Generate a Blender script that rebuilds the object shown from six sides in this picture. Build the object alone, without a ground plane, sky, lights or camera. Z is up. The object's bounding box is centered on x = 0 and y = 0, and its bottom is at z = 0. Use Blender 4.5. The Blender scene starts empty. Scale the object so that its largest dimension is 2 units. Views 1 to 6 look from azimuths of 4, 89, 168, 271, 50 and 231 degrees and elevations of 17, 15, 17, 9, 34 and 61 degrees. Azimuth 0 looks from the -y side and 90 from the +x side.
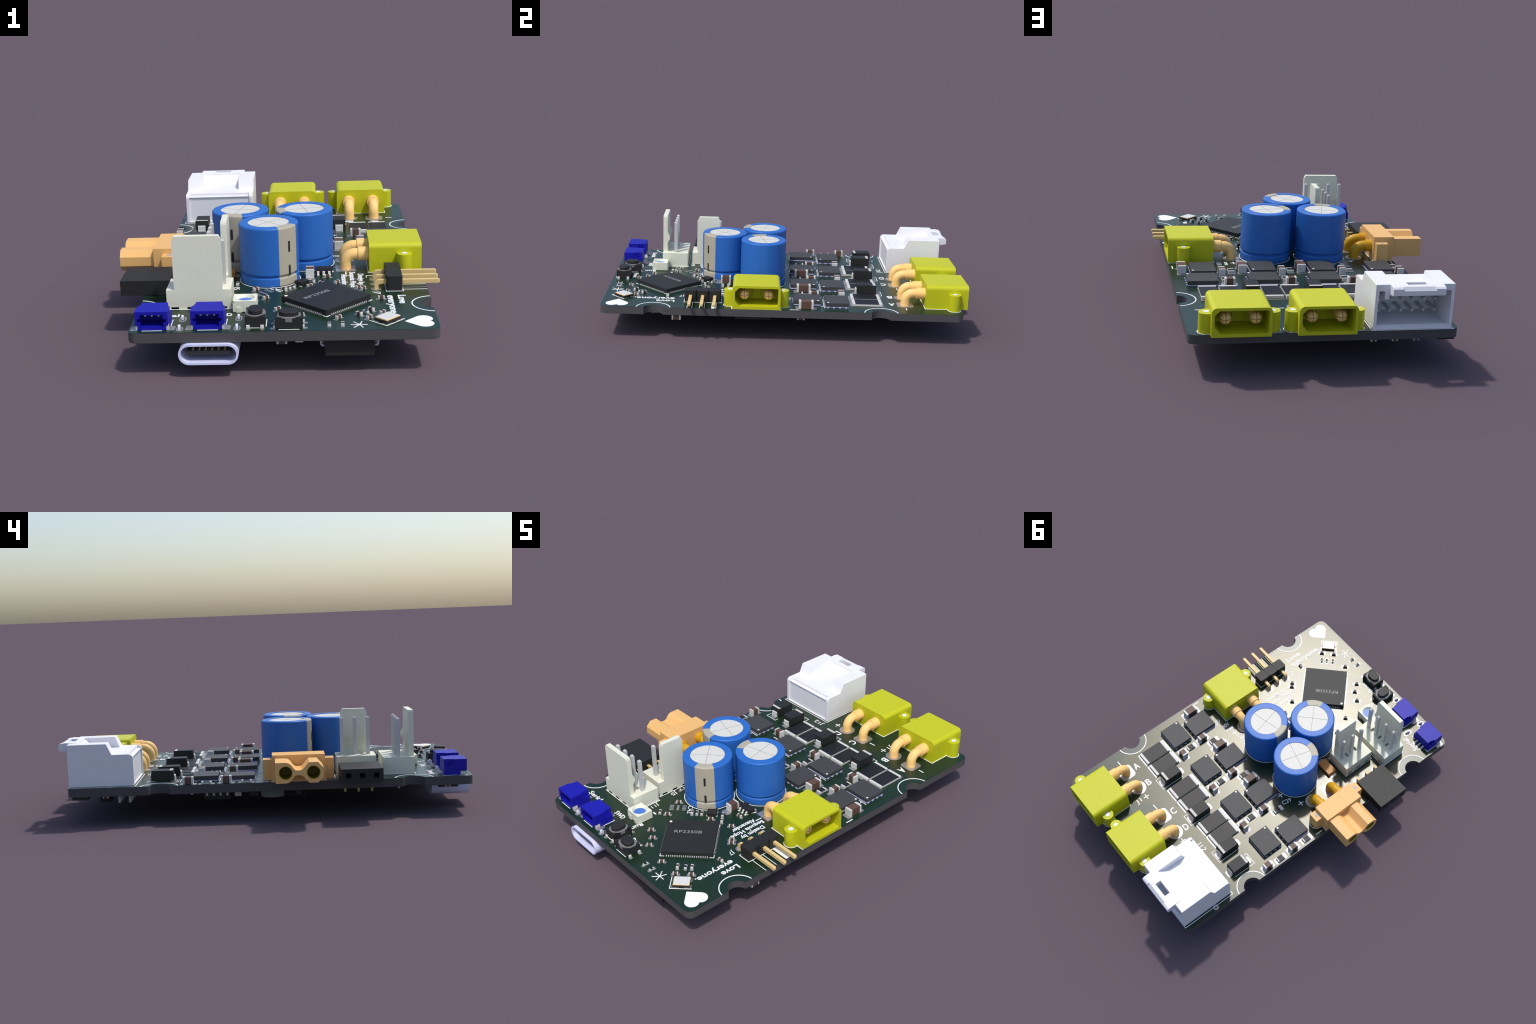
# Populated motor-driver circuit board: green board, blue can capacitors, yellow and
# orange two-pole power plugs, cream friction-lock headers, a white twelve-way header.
# All sizes below are in millimetres of the real part; S maps them to scene metres.
import bpy, bmesh, math, random
from mathutils import Vector, Matrix

S = 0.0257
TOP = 7.0            # board upper face
BOT = 5.4            # board lower face
rnd = random.Random(7)
COL = bpy.context.scene.collection

# ------------------------------------------------------------------ materials
def material(name, color, rough=0.5, metallic=0.0, spec=0.5, vary=0.04, bump=0.0, nscale=60.0, coat=0.0, tint=None):
    m = bpy.data.materials.new(name)
    m.use_nodes = True
    nt = m.node_tree
    b = nt.nodes["Principled BSDF"]
    tc = nt.nodes.new("ShaderNodeTexCoord")
    nz = nt.nodes.new("ShaderNodeTexNoise")
    nz.inputs["Scale"].default_value = nscale
    nz.inputs["Detail"].default_value = 3.0
    nt.links.new(tc.outputs["Object"], nz.inputs["Vector"])
    rp = nt.nodes.new("ShaderNodeValToRGB")
    rp.color_ramp.elements[0].position = 0.3
    rp.color_ramp.elements[1].position = 0.7
    rp.color_ramp.elements[0].color = [c * (1 - vary) for c in color] + [1]
    rp.color_ramp.elements[1].color = [min(1, c * (1 + vary)) for c in color] + [1]
    nt.links.new(nz.outputs["Fac"], rp.inputs["Fac"])
    nt.links.new(rp.outputs["Color"], b.inputs["Base Color"])
    b.inputs["Roughness"].default_value = rough
    b.inputs["Metallic"].default_value = metallic
    b.inputs["Specular IOR Level"].default_value = spec
    b.inputs["Coat Weight"].default_value = coat
    if tint:
        b.inputs["Specular Tint"].default_value = tint + (1,)
    if bump:
        bp = nt.nodes.new("ShaderNodeBump")
        bp.inputs["Strength"].default_value = bump
        bp.inputs["Distance"].default_value = 0.001
        nt.links.new(nz.outputs["Fac"], bp.inputs["Height"])
        nt.links.new(bp.outputs["Normal"], b.inputs["Normal"])
    return m

M = dict(
    mask=material("green_solder_mask", (0.010, 0.029, 0.013), 0.306, spec=0.50, vary=0.06, nscale=9, tint=(1.0, 0.96, 0.86)),
    bare=material("bare_board_mask", (0.008, 0.028, 0.017), 0.306, spec=0.46, vary=0.03, nscale=9),
    core=material("board_core_grey", (0.072, 0.068, 0.070), 0.75, vary=0.06, nscale=120),
    silk=material("white_ink", (0.93, 0.93, 0.92), 0.45, vary=0.01),
    pad=material("tinned_pad", (0.50, 0.48, 0.49), 0.42, metallic=0.75, vary=0.03),
    body=material("black_moulding", (0.055, 0.054, 0.055), 0.55, spec=0.36, vary=0.03, nscale=200),
    chip=material("chip_moulding", (0.020, 0.020, 0.020), 0.55, spec=0.36, vary=0.03, nscale=200),
    black=material("black_plastic", (0.020, 0.020, 0.020), 0.55, spec=0.36, vary=0.03, nscale=200),
    lead=material("lavender_lead", (0.52, 0.54, 0.80), 0.45, spec=0.36, vary=0.02),
    tin=material("tin_terminal", (0.64, 0.64, 0.60), 0.5, spec=0.36, vary=0.02),
    pin=material("steel_pin", (0.56, 0.56, 0.55), 0.45, spec=0.4, vary=0.02),
    gold=material("gilt_pin", (0.73, 0.53, 0.225), 0.45, spec=0.36, vary=0.02),
    brown=material("ceramic_brown", (0.122, 0.066, 0.048), 0.52, spec=0.36, vary=0.06, nscale=150),
    film=material("resistor_film", (0.014, 0.014, 0.017), 0.5, spec=0.36, vary=0.03),
    cream=material("cream_plastic", (0.77, 0.77, 0.62), 0.5, spec=0.36, vary=0.015),
    white=material("white_plastic", (0.82, 0.81, 0.83), 0.5, spec=0.36, vary=0.01),
    yellow=material("yellow_plastic", (0.53, 0.54, 0.009), 0.5, spec=0.36, vary=0.02),
    peach=material("peach_contact", (0.95, 0.60, 0.21), 0.5, spec=0.36, vary=0.02),
    slitbrown=material("slit_brown", (0.16, 0.075, 0.035), 0.7, vary=0.02),
    orange=material("orange_plastic", (0.83, 0.48, 0.17), 0.5, spec=0.36, vary=0.02),
    mustard=material("mustard_contact", (0.66, 0.36, 0.010), 0.45, spec=0.36, vary=0.02),
    socketgold=material("olive_bore", (0.34, 0.26, 0.010), 0.45, vary=0.02),
    blue=material("blue_sleeve", (0.023, 0.140, 0.495), 0.45, spec=0.36, vary=0.02),
    stripe=material("grey_stripe", (0.44, 0.405, 0.31), 0.5, spec=0.36, vary=0.02),
    can=material("can_top", (0.66, 0.65, 0.59), 0.5, spec=0.36, vary=0.02),
    scoregrey=material("score_strip", (0.22, 0.22, 0.20), 0.6, vary=0.02),
    indigo=material("indigo_plastic", (0.007, 0.007, 0.355), 0.5, spec=0.30, vary=0.02),
    shell=material("shield_metal", (0.68, 0.70, 0.95), 0.40, metallic=0.0, vary=0.02),
    tongue=material("tongue_grey", (0.05, 0.05, 0.05), 0.6, vary=0.03),
    steel=material("switch_plate", (0.20, 0.195, 0.195), 0.5, spec=0.36, vary=0.03),
    lens=material("blue_lens", (0.06, 0.18, 0.56), 0.4, spec=0.36, vary=0.02),
    lid=material("crystal_lid", (0.68, 0.68, 0.64), 0.4, vary=0.02),
    giltrim=material("gilt_rim", (0.75, 0.50, 0.20), 0.4, vary=0.02),
    tantalum=material("amber_body", (0.55, 0.25, 0.055), 0.5, vary=0.04),
    ink=material("laser_mark", (0.40, 0.40, 0.41), 0.6, vary=0.02),
    alucan=material("aluminium_can", (0.45, 0.48, 0.46), 0.45, metallic=0.1, vary=0.02),
    tabwhite=material("tab_metal", (0.72, 0.75, 0.90), 0.4, vary=0.02),
    eargrey=material("ear_pin_grey", (0.42, 0.40, 0.38), 0.5, vary=0.02),
    diodeband=material("cathode_band", (0.55, 0.53, 0.47), 0.55, vary=0.02),
)

# ------------------------------------------------------------------ mesh tools
def finish(bm, name, mat, parent=None, loc=(0, 0, 0), rot=0.0, smooth=35, kind=None):
    """bm is in mm around loc (mm); makes an object scaled to metres."""
    bmesh.ops.recalc_face_normals(bm, faces=bm.faces)
    bmesh.ops.scale(bm, vec=(S, S, S), verts=bm.verts)
    me = bpy.data.meshes.new(name)
    bm.to_mesh(me)
    bm.free()
    for mm_ in (mat if isinstance(mat, (list, tuple)) else [mat]):
        me.materials.append(mm_)
    if smooth:
        me.shade_smooth()
        me.set_sharp_from_angle(angle=math.radians(smooth))
    return place(me, name, parent, loc, rot, kind)

def place(me, name, parent=None, loc=(0, 0, 0), rot=0.0, kind=None):
    ob = bpy.data.objects.new(name, me)
    COL.objects.link(ob)
    ob.location = Vector(loc) * S
    ob.rotation_euler = (0, 0, rot)
    if parent is not None:
        adopt(ob, parent)
    if kind:
        ob["kind"] = kind
    if len(me.polygons) and me.polygons[0].use_smooth:
        md = ob.modifiers.new("flat_faces_stay_flat", "WEIGHTED_NORMAL")
        md.keep_sharp = True
    return ob

def world(ob):
    m = Matrix.LocRotScale(ob.location, ob.rotation_euler, ob.scale)
    return (world(ob.parent) @ ob.matrix_parent_inverse @ m) if ob.parent else m

def adopt(ob, parent):
    """parent while keeping ob's own location meaning world coordinates"""
    ob.parent = parent
    ob.matrix_parent_inverse = world(parent).inverted()

def box(bm, x0, x1, y0, y1, z0, z1, bev=0.0, seg=2, mat=0, edges="all"):
    r = bmesh.ops.create_cube(bm, size=1.0)
    vs = r["verts"]
    for v in vs:
        v.co = Vector(((x0 + x1) / 2 + v.co.x * (x1 - x0), (y0 + y1) / 2 + v.co.y * (y1 - y0),
                       (z0 + z1) / 2 + v.co.z * (z1 - z0)))
    fs = {f for v in vs for f in v.link_faces}
    for f in fs:
        f.material_index = mat
    if bev > 0:
        es = {e for v in vs for e in v.link_edges}
        if edges == "top":
            zt = max(z0, z1)
            es = {e for e in es if any(abs(v.co.z - zt) < 1e-6 for v in e.verts) or
                  abs(e.verts[0].co.z - e.verts[1].co.z) > 1e-6}
        elif edges == "vertical":
            es = {e for e in es if abs(e.verts[0].co.z - e.verts[1].co.z) > 1e-6}
        r = bmesh.ops.bevel(bm, geom=list(es), offset=bev, segments=seg, profile=0.5, affect="EDGES")
        for f in r["faces"]:
            f.material_index = mat
    return bm

def prism(bm, pts, axis, a, b, bev=0.0, mat=0, seg=2):
    """extrude a closed 2D outline along an axis from a to b.
    axis 'x': pts are (y,z); 'y': (x,z); 'z': (x,y)."""
    def P(p, t):
        return {"x": (t, p[0], p[1]), "y": (p[0], t, p[1]), "z": (p[0], p[1], t)}[axis]
    lo = [bm.verts.new(P(p, a)) for p in pts]
    hi = [bm.verts.new(P(p, b)) for p in pts]
    n = len(pts)
    fs = [bm.faces.new(lo[::-1]), bm.faces.new(hi)]
    for i in range(n):
        fs.append(bm.faces.new((lo[i], lo[(i + 1) % n], hi[(i + 1) % n], hi[i])))
    for f in fs:
        f.material_index = mat
    bmesh.ops.recalc_face_normals(bm, faces=fs)
    if bev > 0:
        es = {e for f in fs for e in f.edges}
        es = [e for e in es if e.calc_face_angle(0) > 0.5]
        r = bmesh.ops.bevel(bm, geom=es, offset=bev, segments=seg, profile=0.5, affect="EDGES")
        for f in r["faces"]:
            f.material_index = mat
    return bm

def lathe(bm, prof, n=48, mat=0, centre=(0, 0), a0=0.0, a1=2 * math.pi):
    """spin (radius, z) profile about a vertical axis; open profile, poles closed"""
    full = abs(a1 - a0 - 2 * math.pi) < 1e-6
    cols = n if full else n + 1
    rings = []
    for r, z in prof:
        if r < 1e-6:
            rings.append([bm.verts.new((centre[0], centre[1], z))])
        else:
            rings.append([bm.verts.new((centre[0] + r * math.cos(a0 + (a1 - a0) * i / n),
                                        centre[1] + r * math.sin(a0 + (a1 - a0) * i / n), z)) for i in range(cols)])
    for A, B in zip(rings, rings[1:]):
        for i in range(n):
            j = (i + 1) % cols
            q = [A[i % len(A)], A[j % len(A)], B[j % len(B)], B[i % len(B)]]
            q = [v for k, v in enumerate(q) if v not in q[:k]]
            if len(q) > 2:
                f = bm.faces.new(q)
                f.material_index = mat
    return bm

def tube(bm, path, rad, n=20, mat=0, square=False, caps=True):
    """sweep a round (or square) section along a list of points; rad is a number or a list"""
    path = [Vector(p) for p in path]
    rings = []
    side = None
    for i, p in enumerate(path):
        t = (path[min(i + 1, len(path) - 1)] - path[max(i - 1, 0)]).normalized()
        if side is None:
            ref = Vector((0, 0, 1)) if abs(t.z) < 0.9 else Vector((1, 0, 0))
            side = t.cross(ref).normalized()
        side = (side - t * side.dot(t)).normalized()
        up = t.cross(side)
        r = rad[i] if isinstance(rad, (list, tuple)) else rad
        if square:
            offs = [(1, 1), (-1, 1), (-1, -1), (1, -1)]
        else:
            offs = [(math.cos(2 * math.pi * k / n), math.sin(2 * math.pi * k / n)) for k in range(n)]
        rings.append([bm.verts.new(p + side * (a * r) + up * (b * r)) for a, b in offs])
    for A, B in zip(rings, rings[1:]):
        for i in range(len(A)):
            j = (i + 1) % len(A)
            f = bm.faces.new((A[i], A[j], B[j], B[i]))
            f.material_index = mat
    if caps:
        for R in (rings[0], rings[-1]):
            f = bm.faces.new(R)
            f.material_index = mat
    return bm

def arc(cx, cy, r, a0, a1, n):
    return [(cx + r * math.cos(a0 + (a1 - a0) * i / n), cy + r * math.sin(a0 + (a1 - a0) * i / n)) for i in range(n + 1)]

def rounded_rect(x0, x1, y0, y1, r, n=6):
    h = math.pi / 2
    return (arc(x1 - r, y1 - r, r, 0, h, n) + arc(x0 + r, y1 - r, r, h, 2 * h, n) +
            arc(x0 + r, y0 + r, r, 2 * h, 3 * h, n) + arc(x1 - r, y0 + r, r, 3 * h, 4 * h, n))

def carve(ob, cutters, sharp=35):
    """boolean-difference cutter bmeshes (mm, same frame as ob's mesh) out of ob, applied"""
    for cb in cutters:
        bmesh.ops.recalc_face_normals(cb, faces=cb.faces)
        bmesh.ops.scale(cb, vec=(S, S, S), verts=cb.verts)
        cm = bpy.data.meshes.new("cutter")
        cb.to_mesh(cm)
        cb.free()
        for mt in ob.data.materials:
            cm.materials.append(mt)
        co = bpy.data.objects.new("cutter", cm)
        COL.objects.link(co)
        co.matrix_world = world(ob)
        ob.modifiers.clear()
        md = ob.modifiers.new("cut", "BOOLEAN")
        md.operation = "DIFFERENCE"
        md.solver = "EXACT"
        md.object = co
        bpy.context.view_layer.update()
        dg = bpy.context.evaluated_depsgraph_get()
        nm = bpy.data.meshes.new_from_object(ob.evaluated_get(dg))
        ob.modifiers.clear()
        old = ob.data
        nm.name = old.name
        ob.data = nm
        bpy.data.meshes.remove(old)
        bpy.data.objects.remove(co)
        bpy.data.meshes.remove(cm)
    ob.data.shade_smooth()
    ob.data.set_sharp_from_angle(angle=math.radians(sharp))
    ob.modifiers.clear()
    md = ob.modifiers.new("flat_faces_stay_flat", "WEIGHTED_NORMAL")
    md.keep_sharp = True
    return ob

# ------------------------------------------------------------------ the thing
root = bpy.data.objects.new("circuit_board", None)
COL.objects.link(root)
root.empty_display_size = 0.2
root["label"] = "dark green motor control circuit board with blue capacitors, yellow plugs"
root["category"] = "circuit board"

# ---- board outline: 46 x 75, rounded corners, four semicircular screw notches
BX0, BX1, BY0, BY1 = -21.01, 25.07, -38.24, 37.06
OVER = 0.30          # notch centres lie this far outside the edge
NOTCH = [(BX1 + OVER, 19.86), (BX1 + OVER, -27.30), (BX0 - OVER, 19.86), (BX0 - OVER, -27.30)]
NR, AR = 1.99, 3.48          # notch radius, printed arc radius

def board_outline(inset=0.0):
    """outline, optionally shrunk evenly by inset"""
    r, h = 1.35 - inset, math.pi / 2
    x0, x1, y0, y1 = BX0 + inset, BX1 - inset, BY0 + inset, BY1 - inset
    R = NR + inset
    half = math.acos((OVER + inset) / R)
    pts = []
    pts += arc(x1 - r, y0 + r, r, -h, 0, 8)
    for yc in (-27.30, 19.86):                     # right side going up
        pts += arc(BX1 + OVER, yc, R, math.pi + half, math.pi - half, 18)
    pts += arc(x1 - r, y1 - r, r, 0, h, 8)
    pts += arc(x0 + r, y1 - r, r, h, 2 * h, 8)
    for yc in (19.86, -27.30):
        pts += arc(BX0 - OVER, yc, R, half, -half, 18)
    pts += arc(x0 + r, y0 + r, r, 2 * h, 3 * h, 8)
    return pts

OUT = board_outline()
finish(prism(bmesh.new(), OUT, "z", BOT + 0.03, TOP - 0.03), "substrate", M["core"], root)
finish(prism(bmesh.new(), OUT, "z", TOP - 0.029, TOP), "solder_mask", M["mask"], root)
finish(prism(bmesh.new(), OUT, "z", BOT, BOT + 0.029), "solder_mask", M["mask"], root)

# ---- bare rings round the notches
for (cx, cy) in NOTCH:
    sx = -1 if cx > 0 else 1
    o = math.acos((OVER + 0.03) / (AR - 0.1))
    i_ = math.acos((OVER + 0.03) / (NR + 0.03))
    base = math.pi if sx < 0 else 0
    pts = arc(0, 0, AR - 0.1, base - o, base + o, 28) + arc(0, 0, NR + 0.03, base + i_, base - i_, 20)
    finish(prism(bmesh.new(), pts, "z", -0.01, 0.006), "bare_ring", M["bare"], root, (cx, cy, TOP))

# bare areas at the plug end, and the hair-thin gaps between the traces round the microcontroller
finish(prism(bmesh.new(), [(24.85, 23.45), (22.9, 23.2), (21.6, 27.0), (21.6, 36.85), (23.6, 36.85), (24.55, 36.3), (24.85, 35.6)], "z", -0.01, 0.004),
       "bare_patch", M["bare"], root, (0, 0, TOP), smooth=0)
finish(prism(bmesh.new(), [(11.5, 29.3), (8.5, 25.5), (7.2, 24.5), (5.2, 23.5), (4.6, 24.2), (7.4, 27.0), (7.4, 36.85), (11.5, 36.85)], "z", -0.01, 0.004),
       "bare_patch", M["bare"], root, (0, 0, TOP), smooth=0)
INK = 0.035
INK = 0.035
stroke_count = 0
def line_strip(bm, pts, w, z0=-0.01, z1=None):
    """one mitred ribbon along a polyline (closed when the ends meet); every stroke gets its
    own hair of height so that crossing strokes never share a plane"""
    global stroke_count
    stroke_count += 1
    z1 = INK + 0.002 * (stroke_count % 9) if z1 is None else z1
    P = [Vector(p) for p in pts]
    closed = (P[0] - P[-1]).length < 1e-4
    if closed:
        P = P[:-1]
    n = len(P)
    left, right = [], []
    for i in range(n):
        din = (P[i] - P[i - 1]).normalized() if (closed or i) else None
        dout = (P[(i + 1) % n] - P[i]).normalized() if (closed or i < n - 1) else None
        a, b = din or dout, dout or din
        nrm = Vector((-(a.y + b.y), a.x + b.x)).normalized()
        k = w / 2 / max(0.3, nrm.dot(Vector((-a.y, a.x))))
        q = P[i].copy()
        if din is None:
            q -= b * w * 0.3
        if dout is None:
            q += a * w * 0.3
        left.append(q + nrm * k)
        right.append(q - nrm * k)
    V = [[bm.verts.new((v.x, v.y, z)) for v in row] for row, z in ((left, z0), (right, z0), (left, z1), (right, z1))]
    l0, r0, l1, r1 = V
    for i in range(n if closed else n - 1):
        j = (i + 1) % n
        bm.faces.new((l1[i], r1[i], r1[j], l1[j]))
        bm.faces.new((l0[i], l0[j], r0[j], r0[i]))
        bm.faces.new((l0[i], l1[i], l1[j], l0[j]))
        bm.faces.new((r0[i], r0[j], r1[j], r1[i]))
    if not closed:
        for i in (0, n - 1):
            bm.faces.new((l0[i], r0[i], r1[i], l1[i]))

def text(body, x, y, ang, width, height, mat="silk", z=TOP, parent=None, depth=INK + 0.02, bold=0.0, name="printed_text"):
    """lettering starting at (x, y) on its baseline, reading along ang (degrees)"""
    cu = bpy.data.curves.new("lettering", "FONT")
    cu.body = body
    cu.size = 1.0
    cu.extrude = 0.5
    cu.offset = bold
    cu.resolution_u = 3
    tmp = bpy.data.objects.new("lettering", cu)
    COL.objects.link(tmp)
    bpy.context.view_layer.update()
    me = bpy.data.meshes.new_from_object(tmp.evaluated_get(bpy.context.evaluated_depsgraph_get()))
    bpy.data.objects.remove(tmp)
    bpy.data.curves.remove(cu)
    xs = [v.co.x for v in me.vertices]
    x0, x1 = min(xs), max(xs)
    for v in me.vertices:
        v.co.x = (v.co.x - x0) / (x1 - x0) * width * S
        v.co.y = v.co.y / 0.70 * height * S
        v.co.z = (v.co.z * (depth + 0.01) + (depth - 0.01) / 2) * S
    me.materials.clear()
    me.materials.append(M[mat])
    return place(me, name, parent or root, (x, y, z), math.radians(ang))

B = 0.019
text("Love", 20.0, -23.25, -90, 3.85, 1.25, bold=B)
text("everyone.", 18.3, -23.3, -90, 8.5, 1.25, bold=B)
text("J7", 16.35, -21.3, -90, 1.15, 1.05)
text("Design by", 14.12, -11.95, -90, 5.65, 0.98, bold=B)
text("Sequoia Hope", 12.72, -10.85, -90, 8.1, 0.98, bold=B)
text("Alexander", 11.32, -11.95, -90, 5.6, 0.98, bold=B)
text("J9", 16.55, 1.5, -90, 1.4, 1.05)
text("80V", 14.6, 0.65, -90, 1.75, 0.95, bold=0.015)
text("max", 13.38, 0.75, -90, 2.2, 0.9, bold=0.015)
text("C80", 11.3, -0.62, 180, 2.3, 1.05)
text("C39", -9.95, 2.35, -102, 2.2, 1.0)
text("J10", -10.7, -7.75, -90, 2.1, 1.05)
text("J1", 10.7, 28.15, -90, 1.35, 1.05)
text("A", 18.25, 23.4, -90, 1.3, 1.65, bold=B)
text("B", 13.15, 23.5, -90, 1.15, 1.6, bold=B)
text("C", 3.55, 23.4, -90, 1.2, 1.6, bold=B)
text("D", -1.45, 23.5, -90, 1.15, 1.6, bold=B)
text("J12", -5.6, 23.5, 180, 2.45, 1.05)
text("Serial", -18.15, -31.5, 0, 4.1, 1.05, bold=B)
text("SWD", -8.75, -31.45, 0, 2.85, 1.05, bold=B)
text("Run", -2.45, -29.3, -90, 2.5, 1.05, bold=B)
text("Boot", 0.75, -33.88, 0, 3.1, 0.92, bold=B)
text("C42", -0.75, -18.85, -43, 2.6, 1.0)
text("J5", -6.6, -17.7, -90, 1.4, 1.0)
text("J11", -5.6, -23.0, -90, 1.75, 0.9)
text("1", -3.6, -25.3, -90, 0.32, 0.9)

ink = bmesh.new()
def plus(x, y, r=0.62, w=0.2):
    line_strip(ink, [(x - r, y), (x + r, y)], w)
    line_strip(ink, [(x, y - r), (x, y + r)], w)
for p in [(12.1, -0.63), (-12.1, -1.05), (11.1, 25.45), (-3.1, 25.4), (-7.6, 1.3)]:
    plus(*p)
for a, b in [((12.15, -10.56), (12.15, -11.86)), ((22.64, 25.46), (21.49, 25.45)), ((8.35, 25.48), (7.04, 25.4)),
             ((24.45, 1.05), (24.45, 2.63)), ((-20.3, -0.3), (-20.3, 1.2)), ((-16.6, -10.9), (-16.6, -12.2))]:
    line_strip(ink, [a, b], 0.22)
# seven-ray asterisk
for p in [(12.5, -37.2), (12.11, -36.05), (12.52, -34.93), (13.77, -34.83), (14.52, -36.06), (13.82, -37.2)]:
    line_strip(ink, [(13.4, -36.05), p], 0.16)
# printed arcs beside the screw notches
for (cx, cy) in NOTCH:
    base = math.pi if cx > 0 else 0
    o = math.acos((OVER + 0.12) / AR)
    line_strip(ink, arc(cx, cy, AR, base - o, base + o, 40), 0.2)
# capacitor outlines
CAPS = [(5.16, -4.63, -166), (-0.755, -13.42, -46), (-6.09, -4.26, -105)]
for (cx, cy, a) in CAPS:
    line_strip(ink, arc(cx, cy, 5.13, 0, 2 * math.pi, 64), 0.14)
# connector outlines
def rect_lines(x0, x1, y0, y1, w=0.14):
    line_strip(ink, [(x0, y0), (x1, y0), (x1, y1), (x0, y1), (x0, y0)], w)
rect_lines(-19.98, -5.65, 24.4, 36.95)
rect_lines(11.45, 21.58, 29.5, 36.95)
rect_lines(-2.85, 7.28, 29.5, 36.95)
rect_lines(15.98, 24.95, -11.15, -0.95)
rect_lines(-20.9, -16.7, -11.1, -1.1)
rect_lines(-16.47, -6.13, -28.22, -22.08)
rect_lines(-13.19, -7.08, -21.42, -13.6)
rect_lines(18.35, 21.08, -21.2, -13.42)
for yc in (-19.85, -17.31):
    line_strip(ink, [(21.08, yc - 0.5), (25.0, yc - 0.5)], 0.13)
    line_strip(ink, [(21.08, yc + 0.5), (25.0, yc + 0.5)], 0.13)
prism(ink, [(21.08, -15.35), (25.0, -15.35), (25.0, -14.3), (21.08, -14.3)], "z", -0.01, INK)
line_strip(ink, [(16.9, -12.95), (15.5, -12.95), (15.5, -13.9)], 0.14)
line_strip(ink, [(-15.2, -13.5), (-15.2, -12.9), (-17, -12.9)], 0.14)
# ears of the plugs
for (x, y) in [(22.05, 35.5), (11.0, 35.5), (7.73, 35.5), (-3.3, 35.5)]:
    line_strip(ink, arc(x, y, 1.38, 0, 2 * math.pi, 28), 0.13)
for (x, y) in [(22.09, -11.54), (22.09, -0.58), (-18.1, -0.6), (-18.1, -11.65)]:
    line_strip(ink, arc(x, y, 1.38, 0, 2 * math.pi, 28), 0.13)
# microcontroller corner marks
def chipmark(pts, w=0.14):
    c, s_ = math.cos(math.pi / 4), math.sin(math.pi / 4)
    line_strip(ink, [(8.54 + x * c - y * s_, -25.33 + x * s_ + y * c) for x, y in pts], w)
e = 5.12
chipmark([(e, -4.35), (e, -e), (4.35, -e)])
chipmark([(-4.35, -e), (-e, -e), (-e, -4.35)])
chipmark([(4.35, e), (e, e), (e, 4.35)])
# crystal outline
line_strip(ink, [(14.94, -34.4), (17.3, -36.75), (20.13, -33.85)], 0.15)
# marks at the small indigo connectors
for cx_ in (-17.38, -9.08):
    line_strip(ink, [(cx_ - 1.5, -37.3), (cx_ + 1.5, -37.3)], 0.13)
    for sx_ in (-1, 1):
        line_strip(ink, [(cx_ + sx_ * 2.6, -35.3), (cx_ + sx_ * 2.6, -32.85), (cx_ + sx_ * 1.7, -32.85)], 0.13)
# small switch and led marks
line_strip(ink, [(0.95, -34.2), (0.95, -33.9), (3.9, -33.9)], 0.13)
line_strip(ink, [(1.5, -37.6), (4.5, -37.6)], 0.13)
line_strip(ink, [(-3.2, -36.75), (-0.9, -36.75)], 0.13)
line_strip(ink, [(-0.45, -33.2), (-0.45, -36.2)], 0.13)
line_strip(ink, [(9.5, -12.0), (9.85, -10.3)], 0.15)
prism(ink, [(9.65, -10.4), (10.1, -10.45), (10.0, -9.75)], "z", -0.01, INK)
finish(ink, "printed_outline", M["silk"], root, (0, 0, TOP), smooth=0, kind="stuff")

# heart: two lobes and a point, axis along +x
def heart_outline():
    q, r = math.pi / 4, 1.36
    pts = [(20.08, -34.98)]
    pts += arc(22.96, -34.02, r, 3 * q, -q, 18)
    pts += arc(22.96, -35.94, r, q, -3 * q, 18)
    return pts
finish(prism(bmesh.new(), [(x - 22.3, y + 35) for x, y in heart_outline()], "z", -0.01, INK), "printed_heart",
       M["silk"], root, (22.3, -35, TOP), smooth=0)

gaps = bmesh.new()
rim = board_outline(0.25)
line_strip(gaps, rim + rim[:1], 0.42, z1=0.0025)        # copper stops short of the edge
for k in range(4):
    for i in range(20):
        t_ = (i - 9.5) * 0.41
        L1 = 1.0 + rnd.random() * 0.9 + 0.10 * abs(i - 9.5)
        L2 = 0.8 + rnd.random() * 2.2
        turn = 1 if t_ > 0 else -1
        L3 = 0.5 + rnd.random() * 1.8
        q = [(5.45, t_), (5.45 + L1, t_), (5.45 + L1 + L2 * 0.7, t_ + turn * L2 * 0.7), (5.45 + L1 + L2 * 0.7 + L3, t_ + turn * L2 * 0.7)]
        an = math.pi / 4 + k * math.pi / 2
        c_, s_ = math.cos(an), math.sin(an)
        w_ = [(8.54 + x * c_ - y * s_, -25.33 + x * s_ + y * c_) for x, y in q]
        if all(BX0 + 0.6 < x < BX1 - 0.6 and BY0 + 0.6 < y < BY1 for x, y in w_):
            line_strip(gaps, w_, 0.15, z1=0.003 + 0.0006 * (i % 5))
for _ in range(90):                                  # via collars over the power stage
    x, y = rnd.uniform(-19, 24), rnd.uniform(2, 27)
    line_strip(gaps, arc(x, y, 0.34, 0, 2 * math.pi, 16), 0.09, z1=0.003)
finish(gaps, "trace_gap", M["bare"], root, (0, 0, TOP), smooth=0, kind="stuff")

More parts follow.
